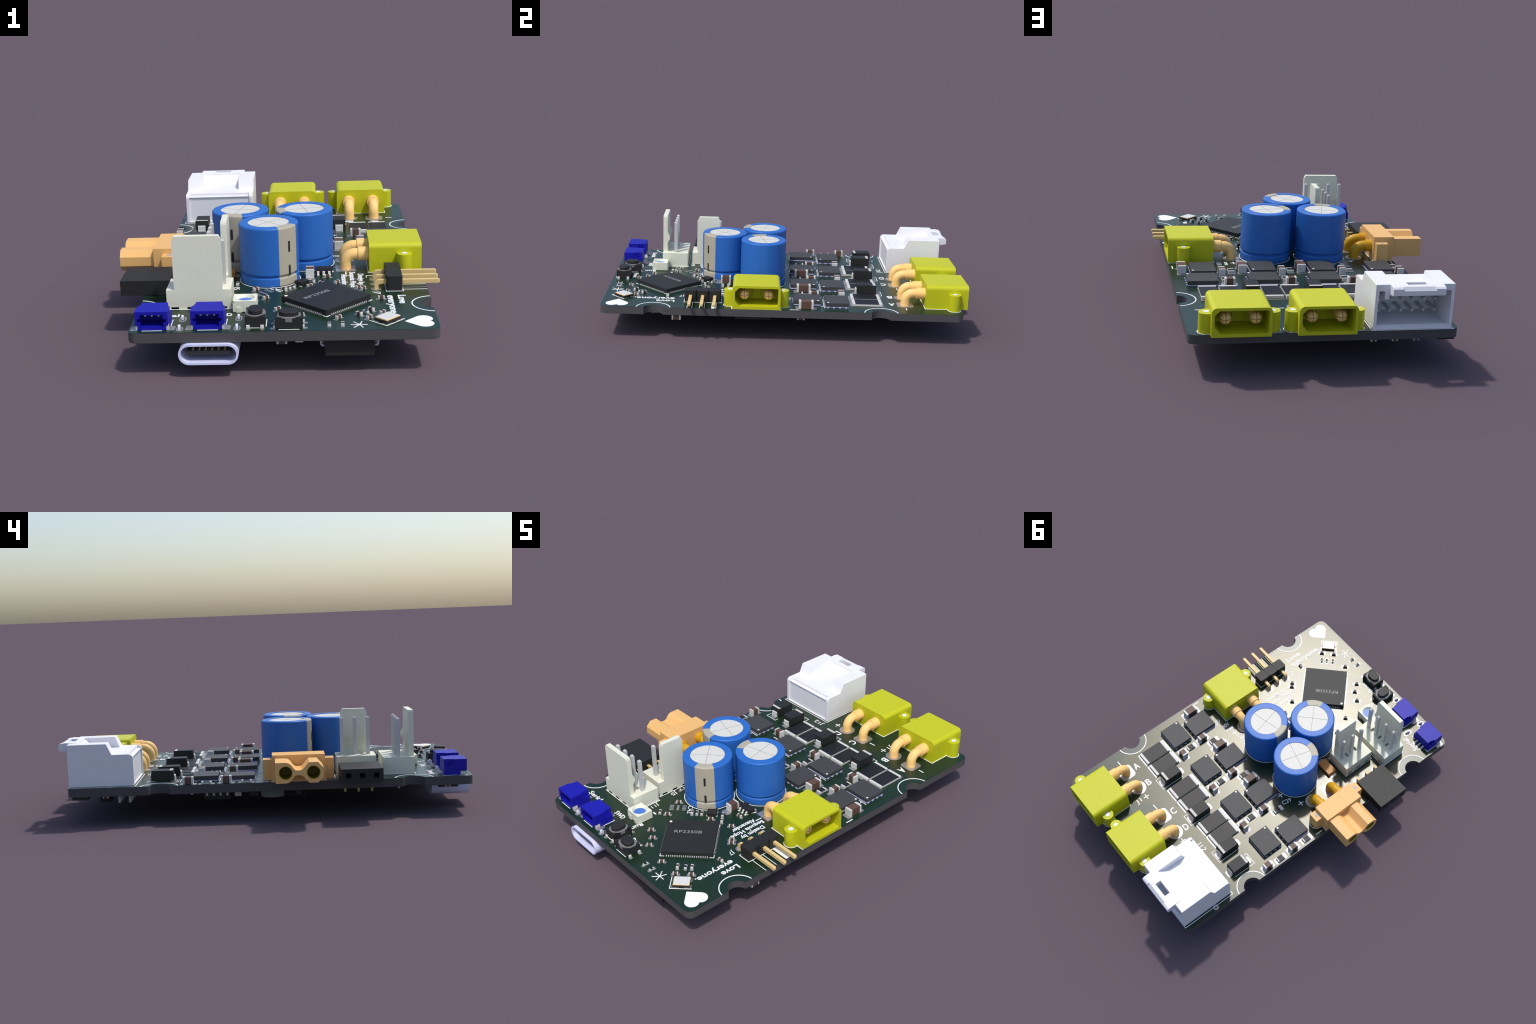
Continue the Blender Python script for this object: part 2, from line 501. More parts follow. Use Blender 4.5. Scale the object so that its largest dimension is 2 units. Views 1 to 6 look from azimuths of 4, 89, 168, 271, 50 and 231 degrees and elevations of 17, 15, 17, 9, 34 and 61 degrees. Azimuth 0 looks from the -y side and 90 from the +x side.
# ------------------------------------------------------------------ copper lands
pads = bmesh.new()
land_count = 0
def land_height():
    global land_count
    land_count += 1
    return 0.014 + 0.0022 * (land_count % 7)
def pad_rect(x, y, w, h, a=0.0):
    z = land_height()
    c, s_ = math.cos(a), math.sin(a)
    q = rounded_rect(-w / 2, w / 2, -h / 2, h / 2, min(w, h) * 0.18, 3)
    prism(pads, [(x + px * c - py * s_, y + px * s_ + py * c) for px, py in q], "z", -0.01, z)
def pad_round(x, y, r):
    z = land_height()
    prism(pads, arc(x, y, r, 0, 2 * math.pi, 28)[:-1], "z", -0.01, z)
def pad_oval(x, y, w, h):
    prism(pads, rounded_rect(x - w / 2, x + w / 2, y - h / 2, y + h / 2, min(w, h) / 2 - 0.01, 8), "z", -0.01, 0.022)

# ------------------------------------------------------------------ can capacitors
def can_capacitor(cx, cy, ang):
    H = 10.05
    side = [(0, 0.02), (4.85, 0.02), (5.0, 0.18), (5.0, 1.25), (4.95, 1.40), (4.62, 1.60), (4.62, 1.76), (4.95, 1.96),
            (5.0, 2.1), (5.0, 9.72)]
    top = [(5.0, 9.72), (4.96, 9.88), (4.86, 10.0), (4.7, H), (3.48, H), (3.45, 9.93), (0, 9.93)]
    a = math.radians(ang)
    hw = math.radians(22.5)
    bm = bmesh.new()
    lathe(bm, side + top[1:-1], 80, 0, a0=hw, a1=2 * math.pi - hw)
    lathe(bm, side + top[1:-1], 12, 1, a0=-hw, a1=hw)
    bmesh.ops.remove_doubles(bm, verts=bm.verts, dist=1e-4)
    ob = finish(bm, "can_capacitor", [M["blue"], M["stripe"]], root, (cx, cy, TOP), a, smooth=40)
    bm = bmesh.new()
    lathe(bm, [(3.47, 9.5), (3.47, 9.94), (0, 9.94)], 56)
    finish(bm, "can_top", M["can"], ob, (cx, cy, TOP), a)
    bm = bmesh.new()  # thin dark strips laid on the top stand in for scored grooves
    box(bm, -3.4, 3.4, -0.035, 0.035, 9.9, 9.955)
    box(bm, -0.035, 0.035, -3.4, 3.4, 9.9, 9.954)
    finish(bm, "score_strip", M["scoregrey"], ob, (cx, cy, TOP), a, smooth=0)
    for z0, z1 in ((5.75, 7.65), (1.75, 3.55)):
        bm = bmesh.new()
        prism(bm, rounded_rect(-0.21, 0.21, z0, z1, 0.2, 6), "x", 4.9, 5.03)
        finish(bm, "minus_mark", M["black"], ob, (cx, cy, TOP), a)

for c in CAPS:
    can_capacitor(*c)

# ------------------------------------------------------------------ yellow plugs (male, two contacts)
def yellow_plug(px, py, ang, square_pads):
    """local frame: opening faces +y; contacts leave the back at y=0 pads; width along x"""
    a = math.radians(ang)
    R = lambda x, y: (px + x * math.cos(a) - y * math.sin(a), py + x * math.sin(a) + y * math.cos(a))
    loc = (px, py, TOP)
    bm = bmesh.new()
    out = []
    out += arc(4.95 - 0.85, 5.03 - 0.85, 0.85, 0, math.pi / 2, 7)
    out += arc(-4.95 + 0.85, 5.03 - 0.85, 0.85, math.pi / 2, math.pi, 7)
    out += [(-4.95, 0.03), (4.95, 0.03)]
    prism(bm, out, "y", 4.0, 12.87)
    ob = finish(bm, "power_plug", M["yellow"], root, loc, a, smooth=40)
    cut = bmesh.new()
    hole_shape = [(-4.45, 0.95), (-4.36, 0.72), (-4.15, 0.62), (3.45, 0.62), (4.45, 1.75), (4.45, 3.75), (3.65, 4.55), (-4.15, 4.55), (-4.36, 4.46), (-4.45, 4.25)]
    prism(cut, hole_shape, "y", 7.05, 13.5)
    carve(ob, [cut])
    # back wall relief between the contacts
    bm = bmesh.new()
    prism(bm, [(-1.5, 0.7), (-0.9, 1.6), (-0.6, 3.4), (0.6, 3.4), (0.9, 1.6), (1.5, 0.7)], "y", 6.9, 7.3)
    finish(bm, "inner_rib", M["yellow"], ob, loc, a)
    for sx in (-1, 1):
        bm = bmesh.new()
        ear = arc(sx * 5.5, 9.9, 1.28, -math.pi / 2 if sx > 0 else math.pi / 2, math.pi / 2 if sx > 0 else 3 * math.pi / 2, 18)
        ear += [(sx * 4.9, ear[-1][1]), (sx * 4.9, ear[0][1])]
        prism(bm, ear, "z", 0.03, 3.5, bev=0.08)
        finish(bm, "mounting_ear", M["yellow"], ob, loc, a)
        bm = bmesh.new()
        lathe(bm, [(0.5, 3.4), (0.5, 3.54), (0, 3.54)], 24, centre=(sx * 5.5, 9.9))
        finish(bm, "ear_pin", M["tabwhite"], ob, loc, a)
    for sx in (-1, 1):
        x = sx * 2.5
        bm = bmesh.new()
        zc, r, Rb = 2.66, 0.99, 1.62
        path = [(x, 0, -2.2), (x, 0, 0.4)]
        path += [(x, Rb - Rb * math.cos(t), zc - Rb + Rb * math.sin(t)) for t in [math.pi / 2 * i / 12 for i in range(13)]]
        path += [(x, 2.2, zc)]
        tube(bm, path, r, 28)
        tube(bm, [(x, 2.2, zc), (x, 4.5, zc)], 1.22, 28)
        tube(bm, [(x, 4.5, zc), (x, 11.1, zc)] + [(x, 11.1 + 0.9 * math.sin(t), zc) for t in [math.pi / 2 * i / 8 for i in range(1, 9)]],
             [0.97, 0.97] + [max(0.02, 0.97 * math.cos(math.pi / 2 * i / 8)) for i in range(1, 9)], 28)
        finish(bm, "contact_pin", M["peach"], ob, loc, a, smooth=50)
        bm = bmesh.new()  # solid dark brown blades, just proud of the pin, stand for its cross slits
        for horizontal in (0, 1):
            pts = [(9.1, -0.985), (11.1, -0.985)] + [(11.1 + 0.92 * math.cos(t), 0.985 * math.sin(t)) for t in
                   [-math.pi / 2 + math.pi * i / 16 for i in range(1, 16)]] + [(11.1, 0.985), (9.1, 0.985)]
            if horizontal:
                prism(bm, [(x + v, u) for u, v in pts], "z", zc - 0.045, zc + 0.045)
            else:
                prism(bm, [(u, zc + v) for u, v in pts], "x", x - 0.045, x + 0.045)
        finish(bm, "slit_blade", M["slitbrown"], ob, loc, a)
        gx, gy = R(x, 0)
        if sx * square_pads > 0:
            w = 3.45
            if abs(square_pads) == 1:
                q = rounded_rect(-w / 2, w / 2, -w / 2, w / 2, 0.75, 5)
            else:
                q = rounded_rect(-w / 2, w / 2, -w / 2, w / 2, 0.02, 1)
            prism(pads, [(gx + u, gy + v) for u, v in q], "z", -0.01, 0.022)
        else:
            pad_round(gx, gy, 1.72)

yellow_plug(16.55, 25.55, 0, 1)
yellow_plug(2.22, 25.55, 0, 1)
yellow_plug(12.17, -6.06, -90, 2)

# ------------------------------------------------------------------ orange socket (female, two bores)
def orange_plug():
    loc = (-13.3, -6.1, TOP)
    def L(x, y):                      # board mm -> local
        return (x - loc[0], y - loc[1])
    bm = bmesh.new()
    box(bm, -21.0 + 13.3, -16.8 + 13.3, -4.88, 4.88, 0.03, 5.0, bev=0.05)
    ob = finish(bm, "power_socket", M["orange"], root, loc)
    for sy in (-1, 1):
        bm = bmesh.new()
        box(bm, -19.35 + 13.3, -16.95 + 13.3, min(sy * 4.8, sy * 6.6), max(sy * 4.8, sy * 6.6), 0.12, 4.02, bev=0.06)
        finish(bm, "mounting_ear", M["orange"], ob, loc)
        bm = bmesh.new()
        lathe(bm, [(0.5, 3.9), (0.5, 4.05), (0, 4.05)], 24, centre=(-18.1 + 13.3, sy * 5.5))
        finish(bm, "ear_pin", M["eargrey"], ob, loc)
    # double barrel: rounded/square barrel at +y, octagonal at -y, thin web between
    zc = 2.58
    prof = [(4.32, zc - 1.87), (4.32, zc + 1.87), (2.5, zc + 1.87), (1.95, zc + 1.76), (1.5, zc + 1.42), (1.15, zc + 0.92), (0.85, zc + 0.58),
            (0.55, zc + 0.44), (-0.25, zc + 0.44), (-0.6, zc + 0.62), (-1.72, zc + 1.85), (-3.3, zc + 1.85), (-4.32, zc + 0.78),
            (-4.32, zc - 0.82), (-3.3, zc - 1.87), (-1.72, zc - 1.87), (-0.6, zc - 0.62), (-0.25, zc - 0.44), (0.55, zc - 0.44),
            (0.85, zc - 0.58), (1.15, zc - 0.92), (1.5, zc - 1.42), (1.95, zc - 1.76), (2.5, zc - 1.87)]
    bm = bmesh.new()
    prism(bm, prof, "x", -26.98 + 13.3, -20.9 + 13.3)
    bar = finish(bm, "double_barrel", M["orange"], ob, loc, smooth=40)
    cuts = []
    for y in (2.5, -2.5):
        c = bmesh.new()
        tube(c, [(-28 + 13.3, y, zc), (-22 + 13.3, y, zc)], 1.24, 32)
        cuts.append(c)
    carve(bar, cuts)
    for y in (2.5, -2.5):
        bm = bmesh.new()
        o = [(-26.9 + 13.3, y, zc), (-22 + 13.3, y, zc)]
        tube(bm, o, 1.239, 32, caps=False)
        tube(bm, o, 1.12, 32, caps=False)
        for t in (0,):
            for i in range(32):
                a0, a1 = 2 * math.pi * i / 32, 2 * math.pi * (i + 1) / 32
                vs = [bm.verts.new((o[0][0], y + r * math.cos(t_), zc + r * math.sin(t_))) for r, t_ in
                      ((1.12, a0), (1.239, a0), (1.239, a1), (1.12, a1))]
                bm.faces.new(vs)
        lathe_c = bm.faces.new([bm.verts.new((-22.4 + 13.3, y + 1.2 * math.cos(2 * math.pi * i / 32), zc + 1.2 * math.sin(2 * math.pi * i / 32))) for i in range(32)])
        bmesh.ops.remove_doubles(bm, verts=bm.verts, dist=1e-4)
        finish(bm, "contact_bore", M["socketgold"], ob, loc)
        # bent solder leg
        bm = bmesh.new()
        Rb = 1.85
        path = [(0, y, -2.2), (0, y, 0.5)] + [(-Rb + Rb * math.cos(t), y, zc - Rb + Rb * math.sin(t)) for t in [math.pi / 2 * i / 12 for i in range(13)]]
        path += [(-2.3, y, zc)]
        tube(bm, path, 0.98, 28)
        tube(bm, [(-2.3, y, zc), (-4.0, y, zc)], 1.2, 28)
        finish(bm, "contact_pin", M["mustard"], ob, loc, smooth=50)
    prism(pads, [(-13.3 + u, -8.6 + v) for u, v in rounded_rect(-1.73, 1.73, -1.73, 1.73, 0.02, 1)], "z", -0.01, 0.022)
    pad_round(-13.3, -3.6, 1.72)
orange_plug()

# ------------------------------------------------------------------ cream friction-lock headers
def lock_header(cx, cy, n, ang):
    """local: pins in a row along x at y=0, locking wall on the -y side"""
    a = math.radians(ang)
    loc = (cx, cy, TOP)
    w = n * 2.54 / 2
    bm = bmesh.new()
    box(bm, -w, w, -2.93, 2.93, 0.03, 3.2)
    ob = finish(bm, "pin_header", M["cream"], root, loc, a)
    cuts = []
    for i in range(n - 1):                       # keying slots through the floor
        c = bmesh.new()
        x = (i - (n - 2) / 2) * 2.54
        box(c, x - 0.3, x + 0.3, -0.55, 0.5, 2.3, 3.6)
        cuts.append(c)
    for sy in (-1, 1):                           # drain slots along the foot
        for i in range(n):
            c = bmesh.new()
            x = (i - (n - 1) / 2) * 2.54
            box(c, x - 0.62, x + 0.62, sy * 1.7 if sy > 0 else -3.3, 3.3 if sy > 0 else -1.7, -0.3, 0.38)
            cuts.append(c)
    carve(ob, cuts)
    ww = w - 1.27 if n == 4 else w - 1.27
    prof = [(-2.93, 3.2), (-2.93, 11.86), (-1.95, 11.86), (-1.92, 7.96), (-1.42, 6.9), (-1.42, 6.25), (-1.92, 5.45), (-1.92, 3.72),
            (-1.82, 3.45), (-1.52, 3.28), (-1.5, 3.2)]
    bm = bmesh.new()
    prism(bm, prof, "x", -ww, ww)
    wall = finish(bm, "locking_wall", M["cream"], ob, loc, a)
    cuts = []
    for sx in (-1, 1):                           # clipped top corners
        c = bmesh.new()
        prism(c, [(sx * (ww - 0.36), 11.87), (sx * (ww - 0.36), 12.4), (sx * (ww + 0.4), 12.4), (sx * (ww + 0.4), 10.6), (sx * (ww + 0.01), 11.22)], "y", -4, 0)
        cuts.append(c)
    carve(wall, cuts)
    for i in range(n):
        x = (i - (n - 1) / 2) * 2.54
        bm = bmesh.new()
        tube(bm, [(x, 0, -3.0), (x, 0, -2.4), (x, 0, 10.27), (x, 0, 10.5)], [0.14, 0.33, 0.33, 0.15], square=True)
        finish(bm, "header_pin", M["pin"], ob, loc, a, smooth=0)

lock_header(-11.3, -25.17, 4, 0)
lock_header(-10.15, -17.4, 3, 90)

# ------------------------------------------------------------------ white twelve-way header
def white_header():
    cx, cy = -12.7, 30.7
    loc = (cx, cy, TOP)
    W = 6.9
    yb, yf = 24.62 - cy, 36.87 - cy
    bm = bmesh.new()
    prof = [(yb, 0.03), (yf, 0.03), (yf, 8.05), (29.5 - cy, 8.05), (28.55 - cy, 6.0)] + arc(yb + 0.85, 6.0 - 0.85, 0.85, math.pi / 2, math.pi, 8)
    prism(bm, prof, "x", -W, W, bev=0.10)
    ob = finish(bm, "wire_header", M["white"], root, loc, smooth=30)
    c1 = bmesh.new()                                # plug cavity
    prism(c1, rounded_rect(-6.3, 6.3, 0.75, 5.45, 0.2, 3), "y", 29.0 - cy, yf + 1)
    flare = bmesh.new()                             # chamfered mouth
    ring = [[flare.verts.new((x, y, z)) for x, z in ((-w, z0), (w, z0), (w, 5.0), (-w, 5.0))]
            for y, w, z0 in ((yf - 0.62, 6.3, 0.75), (yf + 0.05, 6.4, 0.36))]
    flare.faces.new(ring[0]); flare.faces.new(ring[1])
    for k in range(4):
        flare.faces.new((ring[0][k], ring[0][(k + 1) % 4], ring[1][(k + 1) % 4], ring[1][k]))
    c1b = bmesh.new()
    prism(c1b, rounded_rect(-6.3, -4.3, 4.0, 6.9, 0.25, 4), "y", 30.2 - cy, yf + 1)
    c1c = bmesh.new()
    prism(c1c, rounded_rect(5.25, 6.3, 4.0, 6.9, 0.2, 4), "y", 30.2 - cy, yf + 1)
    c2 = bmesh.new()                                # valley between the two ridges, sloping to the latch
    prism(c2, [(24.0 - cy, 8.8), (24.0 - cy, 6.01), (29.5 - cy, 6.03), (33.0 - cy, 6.25), (34.3 - cy, 7.0), (35.5 - cy, 7.95), (35.5 - cy, 8.8)], "x", -3.95, 3.78)
    c3 = bmesh.new()                                # back panel recess
    prism(c3, [(-6.25, 0.3), (6.25, 0.3), (6.25, 5.4), (-6.25, 5.4)], "y", yb - 0.5, yb + 0.28)
    c4 = bmesh.new()                                # mouth under the latch
    box(c4, -4.6, 4.5, 35.3 - cy, yf + 0.6, 5.2, 7.3)
    c5 = bmesh.new()                                # sunk top edge at the back
    box(c5, -6.2, 6.2, yb - 0.6, yb + 0.85, 5.45, 6.4)
    c6 = bmesh.new()
    box(c6, -1.75, 1.65, 36.2 - cy, 37.5 - cy, 6.0, 9.0)
    c8 = bmesh.new()
    box(c8, -1.83, 1.73, 36.12 - cy, 37.6 - cy, 5.0, 9.0)
    carve(ob, [c1, flare, c1b, c1c, c3, c2, c4, c5, c8], sharp=18)
    bm = bmesh.new()
    prism(bm, [(35.3 - cy, 7.0), (36.6 - cy, 6.6), (37.4 - cy, 6.42), (38.86 - cy, 6.7), (38.88 - cy, 7.85), (38.5 - cy, 8.1), (37.6 - cy, 8.22), (35.3 - cy, 8.1)],
          "x", -4.58, 4.52, bev=0.06)
    la = finish(bm, "latch", M["white"], ob, loc, smooth=30)
    c7 = bmesh.new()
    prism(c7, [(38.95 - cy, 7.45), (39.2 - cy, 8.6), (38.2 - cy, 8.6), (38.3 - cy, 8.13)], "x", -2.85, 2.75)
    carve(la, [c6, c7], sharp=18)
    for zr in (2.04, 4.04):
        for i in range(6):
            bm = bmesh.new()
            box(bm, (i - 2.5) * 2.0 - 0.08 - 0.24, (i - 2.5) * 2.0 - 0.08 + 0.24, 28.0 - cy, 32.9 - cy, zr - 0.24, zr + 0.24, bev=0.05)
            finish(bm, "header_pin", M["pin"], ob, loc)
    for yy in (25.8, 27.8):
        for i in range(6):
            bm = bmesh.new()
            box(bm, (i - 2.5) * 2.0 - 0.25, (i - 2.5) * 2.0 + 0.25, yy - cy - 0.25, yy - cy + 0.25, -3.4, 0.3, bev=0.05)
            finish(bm, "solder_tail", M["pin"], ob, loc)
    lathe(pads, [(0.62, -0.01), (0.62, 0.022), (0.2, 0.022)], 24, centre=(-20.25, 29.1))
white_header()

# ------------------------------------------------------------------ small indigo side-entry connectors
def indigo_connector(cx):
    cy = -35.1
    loc = (cx, cy, TOP)
    bm = bmesh.new()
    # plan outline: full width in front, stepped in at the rear
    plan = [(-2.48, -2.08), (2.48, -2.08), (2.48, 2.08), (-2.48, 2.08)]
    prism(bm, plan, "z", 0.05, 2.95)
    ob = finish(bm, "wire_connector", M["indigo"], root, loc)
    c = bmesh.new()
    box(c, -1.75, 1.75, -2.6, 1.1, 0.55, 2.45)
    c2 = bmesh.new()
    box(c2, -2.15, 2.15, -2.6, -0.6, 1.25, 1.85)
    c3 = bmesh.new()
    box(c3, -3, -2.1, -2.6, -0.85, -0.2, 0.85)
    c4 = bmesh.new()
    box(c4, 2.1, 3, -2.6, -0.85, -0.2, 0.85)
    cs = [c, c2, c3, c4]
    for sx in (-1, 1):
        k = bmesh.new()
        box(k, min(sx * 2.02, sx * 3), max(sx * 2.02, sx * 3), 0.95, 2.5, 1.75, 3.2)
        cs.append(k)
        k = bmesh.new()
        box(k, min(sx * 2.2, sx * 3), max(sx * 2.2, sx * 3), 0.35, 2.5, 2.1, 3.3)
        cs.append(k)
    carve(ob, cs)
    for i in (-1, 0, 1):
        bm = bmesh.new()
        box(bm, i - 0.14, i + 0.14, -1.4, 1.5, 2.0, 2.38)
        box(bm, i - 0.2, i + 0.2, 1.9, 2.95, 0.06, 0.42, bev=0.08)
        finish(bm, "contact_leaf", M["pin"], ob, loc)
        pad_rect(cx + i, cy + 2.75, 0.6, 1.2)
    for sx in (-1, 1):
        bm = bmesh.new()
        box(bm, min(sx * 2.12, sx * 2.46), max(sx * 2.12, sx * 2.46), -1.95, -0.9, 0.04, 0.72, bev=0.05)
        finish(bm, "solder_tab", M["pin"], ob, loc)
        pad_rect(cx + sx * 2.75, cy - 1.15, 1.2, 1.8)
indigo_connector(-17.38)
indigo_connector(-9.08)

# ------------------------------------------------------------------ push buttons
def push_button(cx, cy, ang):
    a = math.radians(ang)
    loc = (cx, cy, TOP)
    bm = bmesh.new()
    box(bm, -2.05, 2.05, -1.48, 1.48, 0.05, 1.66, bev=0.06)
    ob = finish(bm, "push_button", M["black"], root, loc, a)
    bm = bmesh.new()
    octo = [(-1.75, -0.75), (-1.05, -1.4), (1.05, -1.4), (1.75, -0.75), (1.75, 0.75), (1.05, 1.4), (-1.05, 1.4), (-1.75, 0.75)]
    prism(bm, octo, "z", 1.4, 1.76, bev=0.04)
    box(bm, -0.5, 0.5, -1.53, 1.53, 1.1, 1.72)
    finish(bm, "cover_plate", M["steel"], ob, loc, a)
    for sx in (-1, 1):
        for sy in (-1, 1):
            bm = bmesh.new()
            q = [(sx * 2.04, sy * 1.47), (sx * 0.95, sy * 1.47), (sx * 2.04, sy * 0.45)]
            prism(bm, q, "z", 1.4, 1.80)
            finish(bm, "corner_post", M["black"], ob, loc, a)
    bm = bmesh.new()
    st = arc(0.4, 0, 1.06, -math.pi / 2, math.pi / 2, 16) + arc(-0.4, 0, 1.06, math.pi / 2, 3 * math.pi / 2, 16)
    prism(bm, st, "z", 1.4, 2.45, bev=0.14, seg=3)
    finish(bm, "button_cap", M["black"], ob, loc, a)
    for sx in (-1, 1):
        for sy in (-1, 1):
            bm = bmesh.new()
            box(bm, min(sx * 2.0, sx * 2.3), max(sx * 2.0, sx * 2.3), sy * 1.05 - 0.27, sy * 1.05 + 0.27, 0.04, 0.48, bev=0.04)
            finish(bm, "solder_leg", M["tin"], ob, loc, a)
            u, v = sx * 2.3, sy * 1.05
            pad_rect(cx + u * math.cos(a) - v * math.sin(a), cy + u * math.sin(a) + v * math.cos(a), 0.9, 0.7, a)
push_button(2.97, -35.95, 0)
push_button(-2.05, -34.65, 90)

# ------------------------------------------------------------------ lamp package
def lamp():
    loc = (-4.0, -28.33, TOP)
    bm = bmesh.new()
    box(bm, -1.85, 1.85, -1.72, 1.72, 0.08, 1.92, bev=0.08)
    ob = finish(bm, "indicator_lamp", M["cream"], root, loc)
    c = bmesh.new()
    lathe(c, [(0, 1.35), (1.12, 1.35), (1.5, 1.95), (1.5, 2.4), (0, 2.4)], 40)
    c2 = bmesh.new()
    prism(c2, [(-2.2, -1.1), (-1.3, -2.1), (-2.2, -2.1)], "z", 1.45, 2.5)
    carve(ob, [c, c2])
    bm = bmesh.new()
    lathe(bm, [(1.25, 1.2), (1.25, 1.44), (0, 1.44)], 40)
    finish(bm, "lamp_lens", M["lens"], ob, loc)
    for sx in (-0.95, 0.95):
        for sy in (-1, 1):
            bm = bmesh.new()
            box(bm, sx - 0.38, sx + 0.38, min(sy * 1.6, sy * 1.82), max(sy * 1.6, sy * 1.82), 0.04, 0.95, bev=0.05)
            finish(bm, "solder_leg", M["cream"], ob, loc)
            pad_rect(-4.0 + sx, -28.33 + sy * 1.55, 1.0, 0.7)
lamp()

# ------------------------------------------------------------------ microcontroller
def controller():
    loc = (8.54, -25.33, TOP)
    a = math.pi / 4
    bm = bmesh.new()
    box(bm, -4.98, 4.98, -4.98, 4.98, 0.05, 0.98, bev=0.04)
    ob = finish(bm, "microcontroller", M["chip"], root, loc, a)
    bm = bmesh.new()
    for k in range(4):
        for i in range(20):
            t = (i - 9.5) * 0.41
            c, s_ = math.cos(k * math.pi / 2), math.sin(k * math.pi / 2)
            q = [(4.7, t - 0.1), (5.05, t - 0.1), (5.05, t + 0.1), (4.7, t + 0.1)]
            prism(bm, [(x * c - y * s_, x * s_ + y * c) for x, y in q], "z", 0.02, 0.2)
    finish(bm, "contact_land", M["pin"], ob, loc, a, smooth=0, kind="stuff")
    for k in range(4):
        for i in range(20):
            t = (i - 9.5) * 0.41
            an = a + k * math.pi / 2
            pad_rect(loc[0] + 5.12 * math.cos(an) - t * math.sin(an), loc[1] + 5.12 * math.sin(an) + t * math.cos(an), 0.4, 0.2, an)
    bm = bmesh.new()
    lathe(bm, [(0.27, 0.9), (0.27, 1.0), (0, 1.0)], 24, centre=(-4.43, 4.45))
    finish(bm, "orientation_dot", M["silk"], ob, loc, a)
    text("RP2350B", 5.55, -26.95, 45, 5.35, 0.85, mat="ink", z=TOP + 0.98, parent=ob, depth=0.012, bold=-0.012, name="part_marking")
controller()

# ------------------------------------------------------------------ crystal
def crystal():
    loc = (17.65, -34.15, TOP)
    a = math.pi / 4
    bm = bmesh.new()
    box(bm, -1.62, 1.62, -1.27, 1.27, 0.04, 0.42)
    ob = finish(bm, "crystal", M["black"], root, loc, a)
    bm = bmesh.new()
    box(bm, -1.55, 1.55, -1.2, 1.2, 0.42, 0.62, bev=0.08)
    finish(bm, "gilt_rim", M["giltrim"], ob, loc, a)
    bm = bmesh.new()
    box(bm, -1.48, 1.48, -1.13, 1.13, 0.55, 0.66, bev=0.08)
    finish(bm, "crystal_lid", M["lid"], ob, loc, a)
    for u in (-1.15, 1.15):
        for v in (-0.9, 0.9):
            pad_rect(loc[0] + u * math.cos(a) - v * math.sin(a), loc[1] + u * math.sin(a) + v * math.cos(a), 1.35, 1.15, a)
crystal()

# ------------------------------------------------------------------ right-angle pin header
def angle_header():
    loc = (16.83, -17.31, TOP)
    bm = bmesh.new()
    for i in (-1, 0, 1):
        prism(bm, [(i * 2.54 - 1.27, 0.0 + 1.55), (i * 2.54 - 0.97, 1.55), (i * 2.54 + 0.97, 1.55), (i * 2.54 + 1.27, 1.55)][:0] or
              [(1.57, i * 2.54 - 1.02), (1.57, i * 2.54 + 1.02), (1.83, i * 2.54 + 1.265), (3.87, i * 2.54 + 1.265), (4.13, i * 2.54 + 1.02),
               (4.13, i * 2.54 - 1.02), (3.87, i * 2.54 - 1.265), (1.83, i * 2.54 - 1.265)], "z", 0.03, 2.5, bev=0.05)
    ob = finish(bm, "angle_pin_header", M["black"], root, loc)
    for i in (-1, 0, 1):
        y = i * 2.54
        bm = bmesh.new()
        tube(bm, [(0, y, -2.9), (0, y, 0.85), (0.06, y, 1.08), (0.2, y, 1.22), (0.45, y, 1.27), (9.95, y, 1.27), (10.2, y, 1.27)],
             [0.32] * 6 + [0.2], square=True)
        finish(bm, "gilt_pin", M["gold"], ob, loc, smooth=0)
        if i == 1:
            pad_rect(loc[0], loc[1] + y, 1.7, 1.7)
        else:
            pad_round(loc[0], loc[1] + y, 0.85)
angle_header()

# ------------------------------------------------------------------ right-angle receptacle
def receptacle():
    loc = (-15.9, -17.45, TOP)
    bm = bmesh.new()
    box(bm, -25.02 + 15.9, -16.75 + 15.9, -3.78, 3.78, 0.05, 2.58, bev=0.04)
    ob = finish(bm, "pin_receptacle", M["black"], root, loc)
    cuts = []
    for i in (-1, 0, 1):
        c = bmesh.new()
        y = i * 2.54
        box(c, -10, -4, y - 0.33, y + 0.33, 1.0, 1.66)
        cuts.append(c)
        c = bmesh.new()
        vs = []
        for (x, h) in ((-9.2, 0.56), (-8.8, 0.33)):
            vs.append([c.verts.new((x, y + u * h, 1.33 + v * h)) for u, v in ((-1, -1), (1, -1), (1, 1), (-1, 1))])
        c.faces.new(vs[0]); c.faces.new(vs[1])
        for k in range(4):
            c.faces.new((vs[0][k], vs[0][(k + 1) % 4], vs[1][(k + 1) % 4], vs[1][k]))
        cuts.append(c)
    carve(ob, cuts)
    for i in (-1, 0, 1):
        y = i * 2.54
        bm = bmesh.new()
        tube(bm, [(0, y, -3.2), (0, y, -2.2), (0, y, 1.25)], [0.16, 0.3, 0.3], square=True)
        box(bm, -1.1, 0.3, y - 0.3, y + 0.3, 1.2, 1.42)
        finish(bm, "gilt_pin", M["gold"], ob, loc, smooth=0)
        if i == 1:
            pad_rect(loc[0], loc[1] + y, 1.7, 1.7)
        else:
            pad_round(loc[0], loc[1] + y, 0.85)
receptacle()

# ------------------------------------------------------------------ amber tantalum block
bm = bmesh.new()
prism(bm, [(-2.05, 0.08), (2.05, 0.08), (1.95, 0.95), (-1.95, 0.95)], "x", -1.05, 1.05, bev=0.05)
tb = finish(bm, "amber_capacitor", M["tantalum"], root, (-8.75, -11.5, TOP), math.pi / 2)
pad_rect(-6.7, -11.5, 1.3, 1.6)
pad_rect(-10.8, -11.5, 1.3, 1.6)

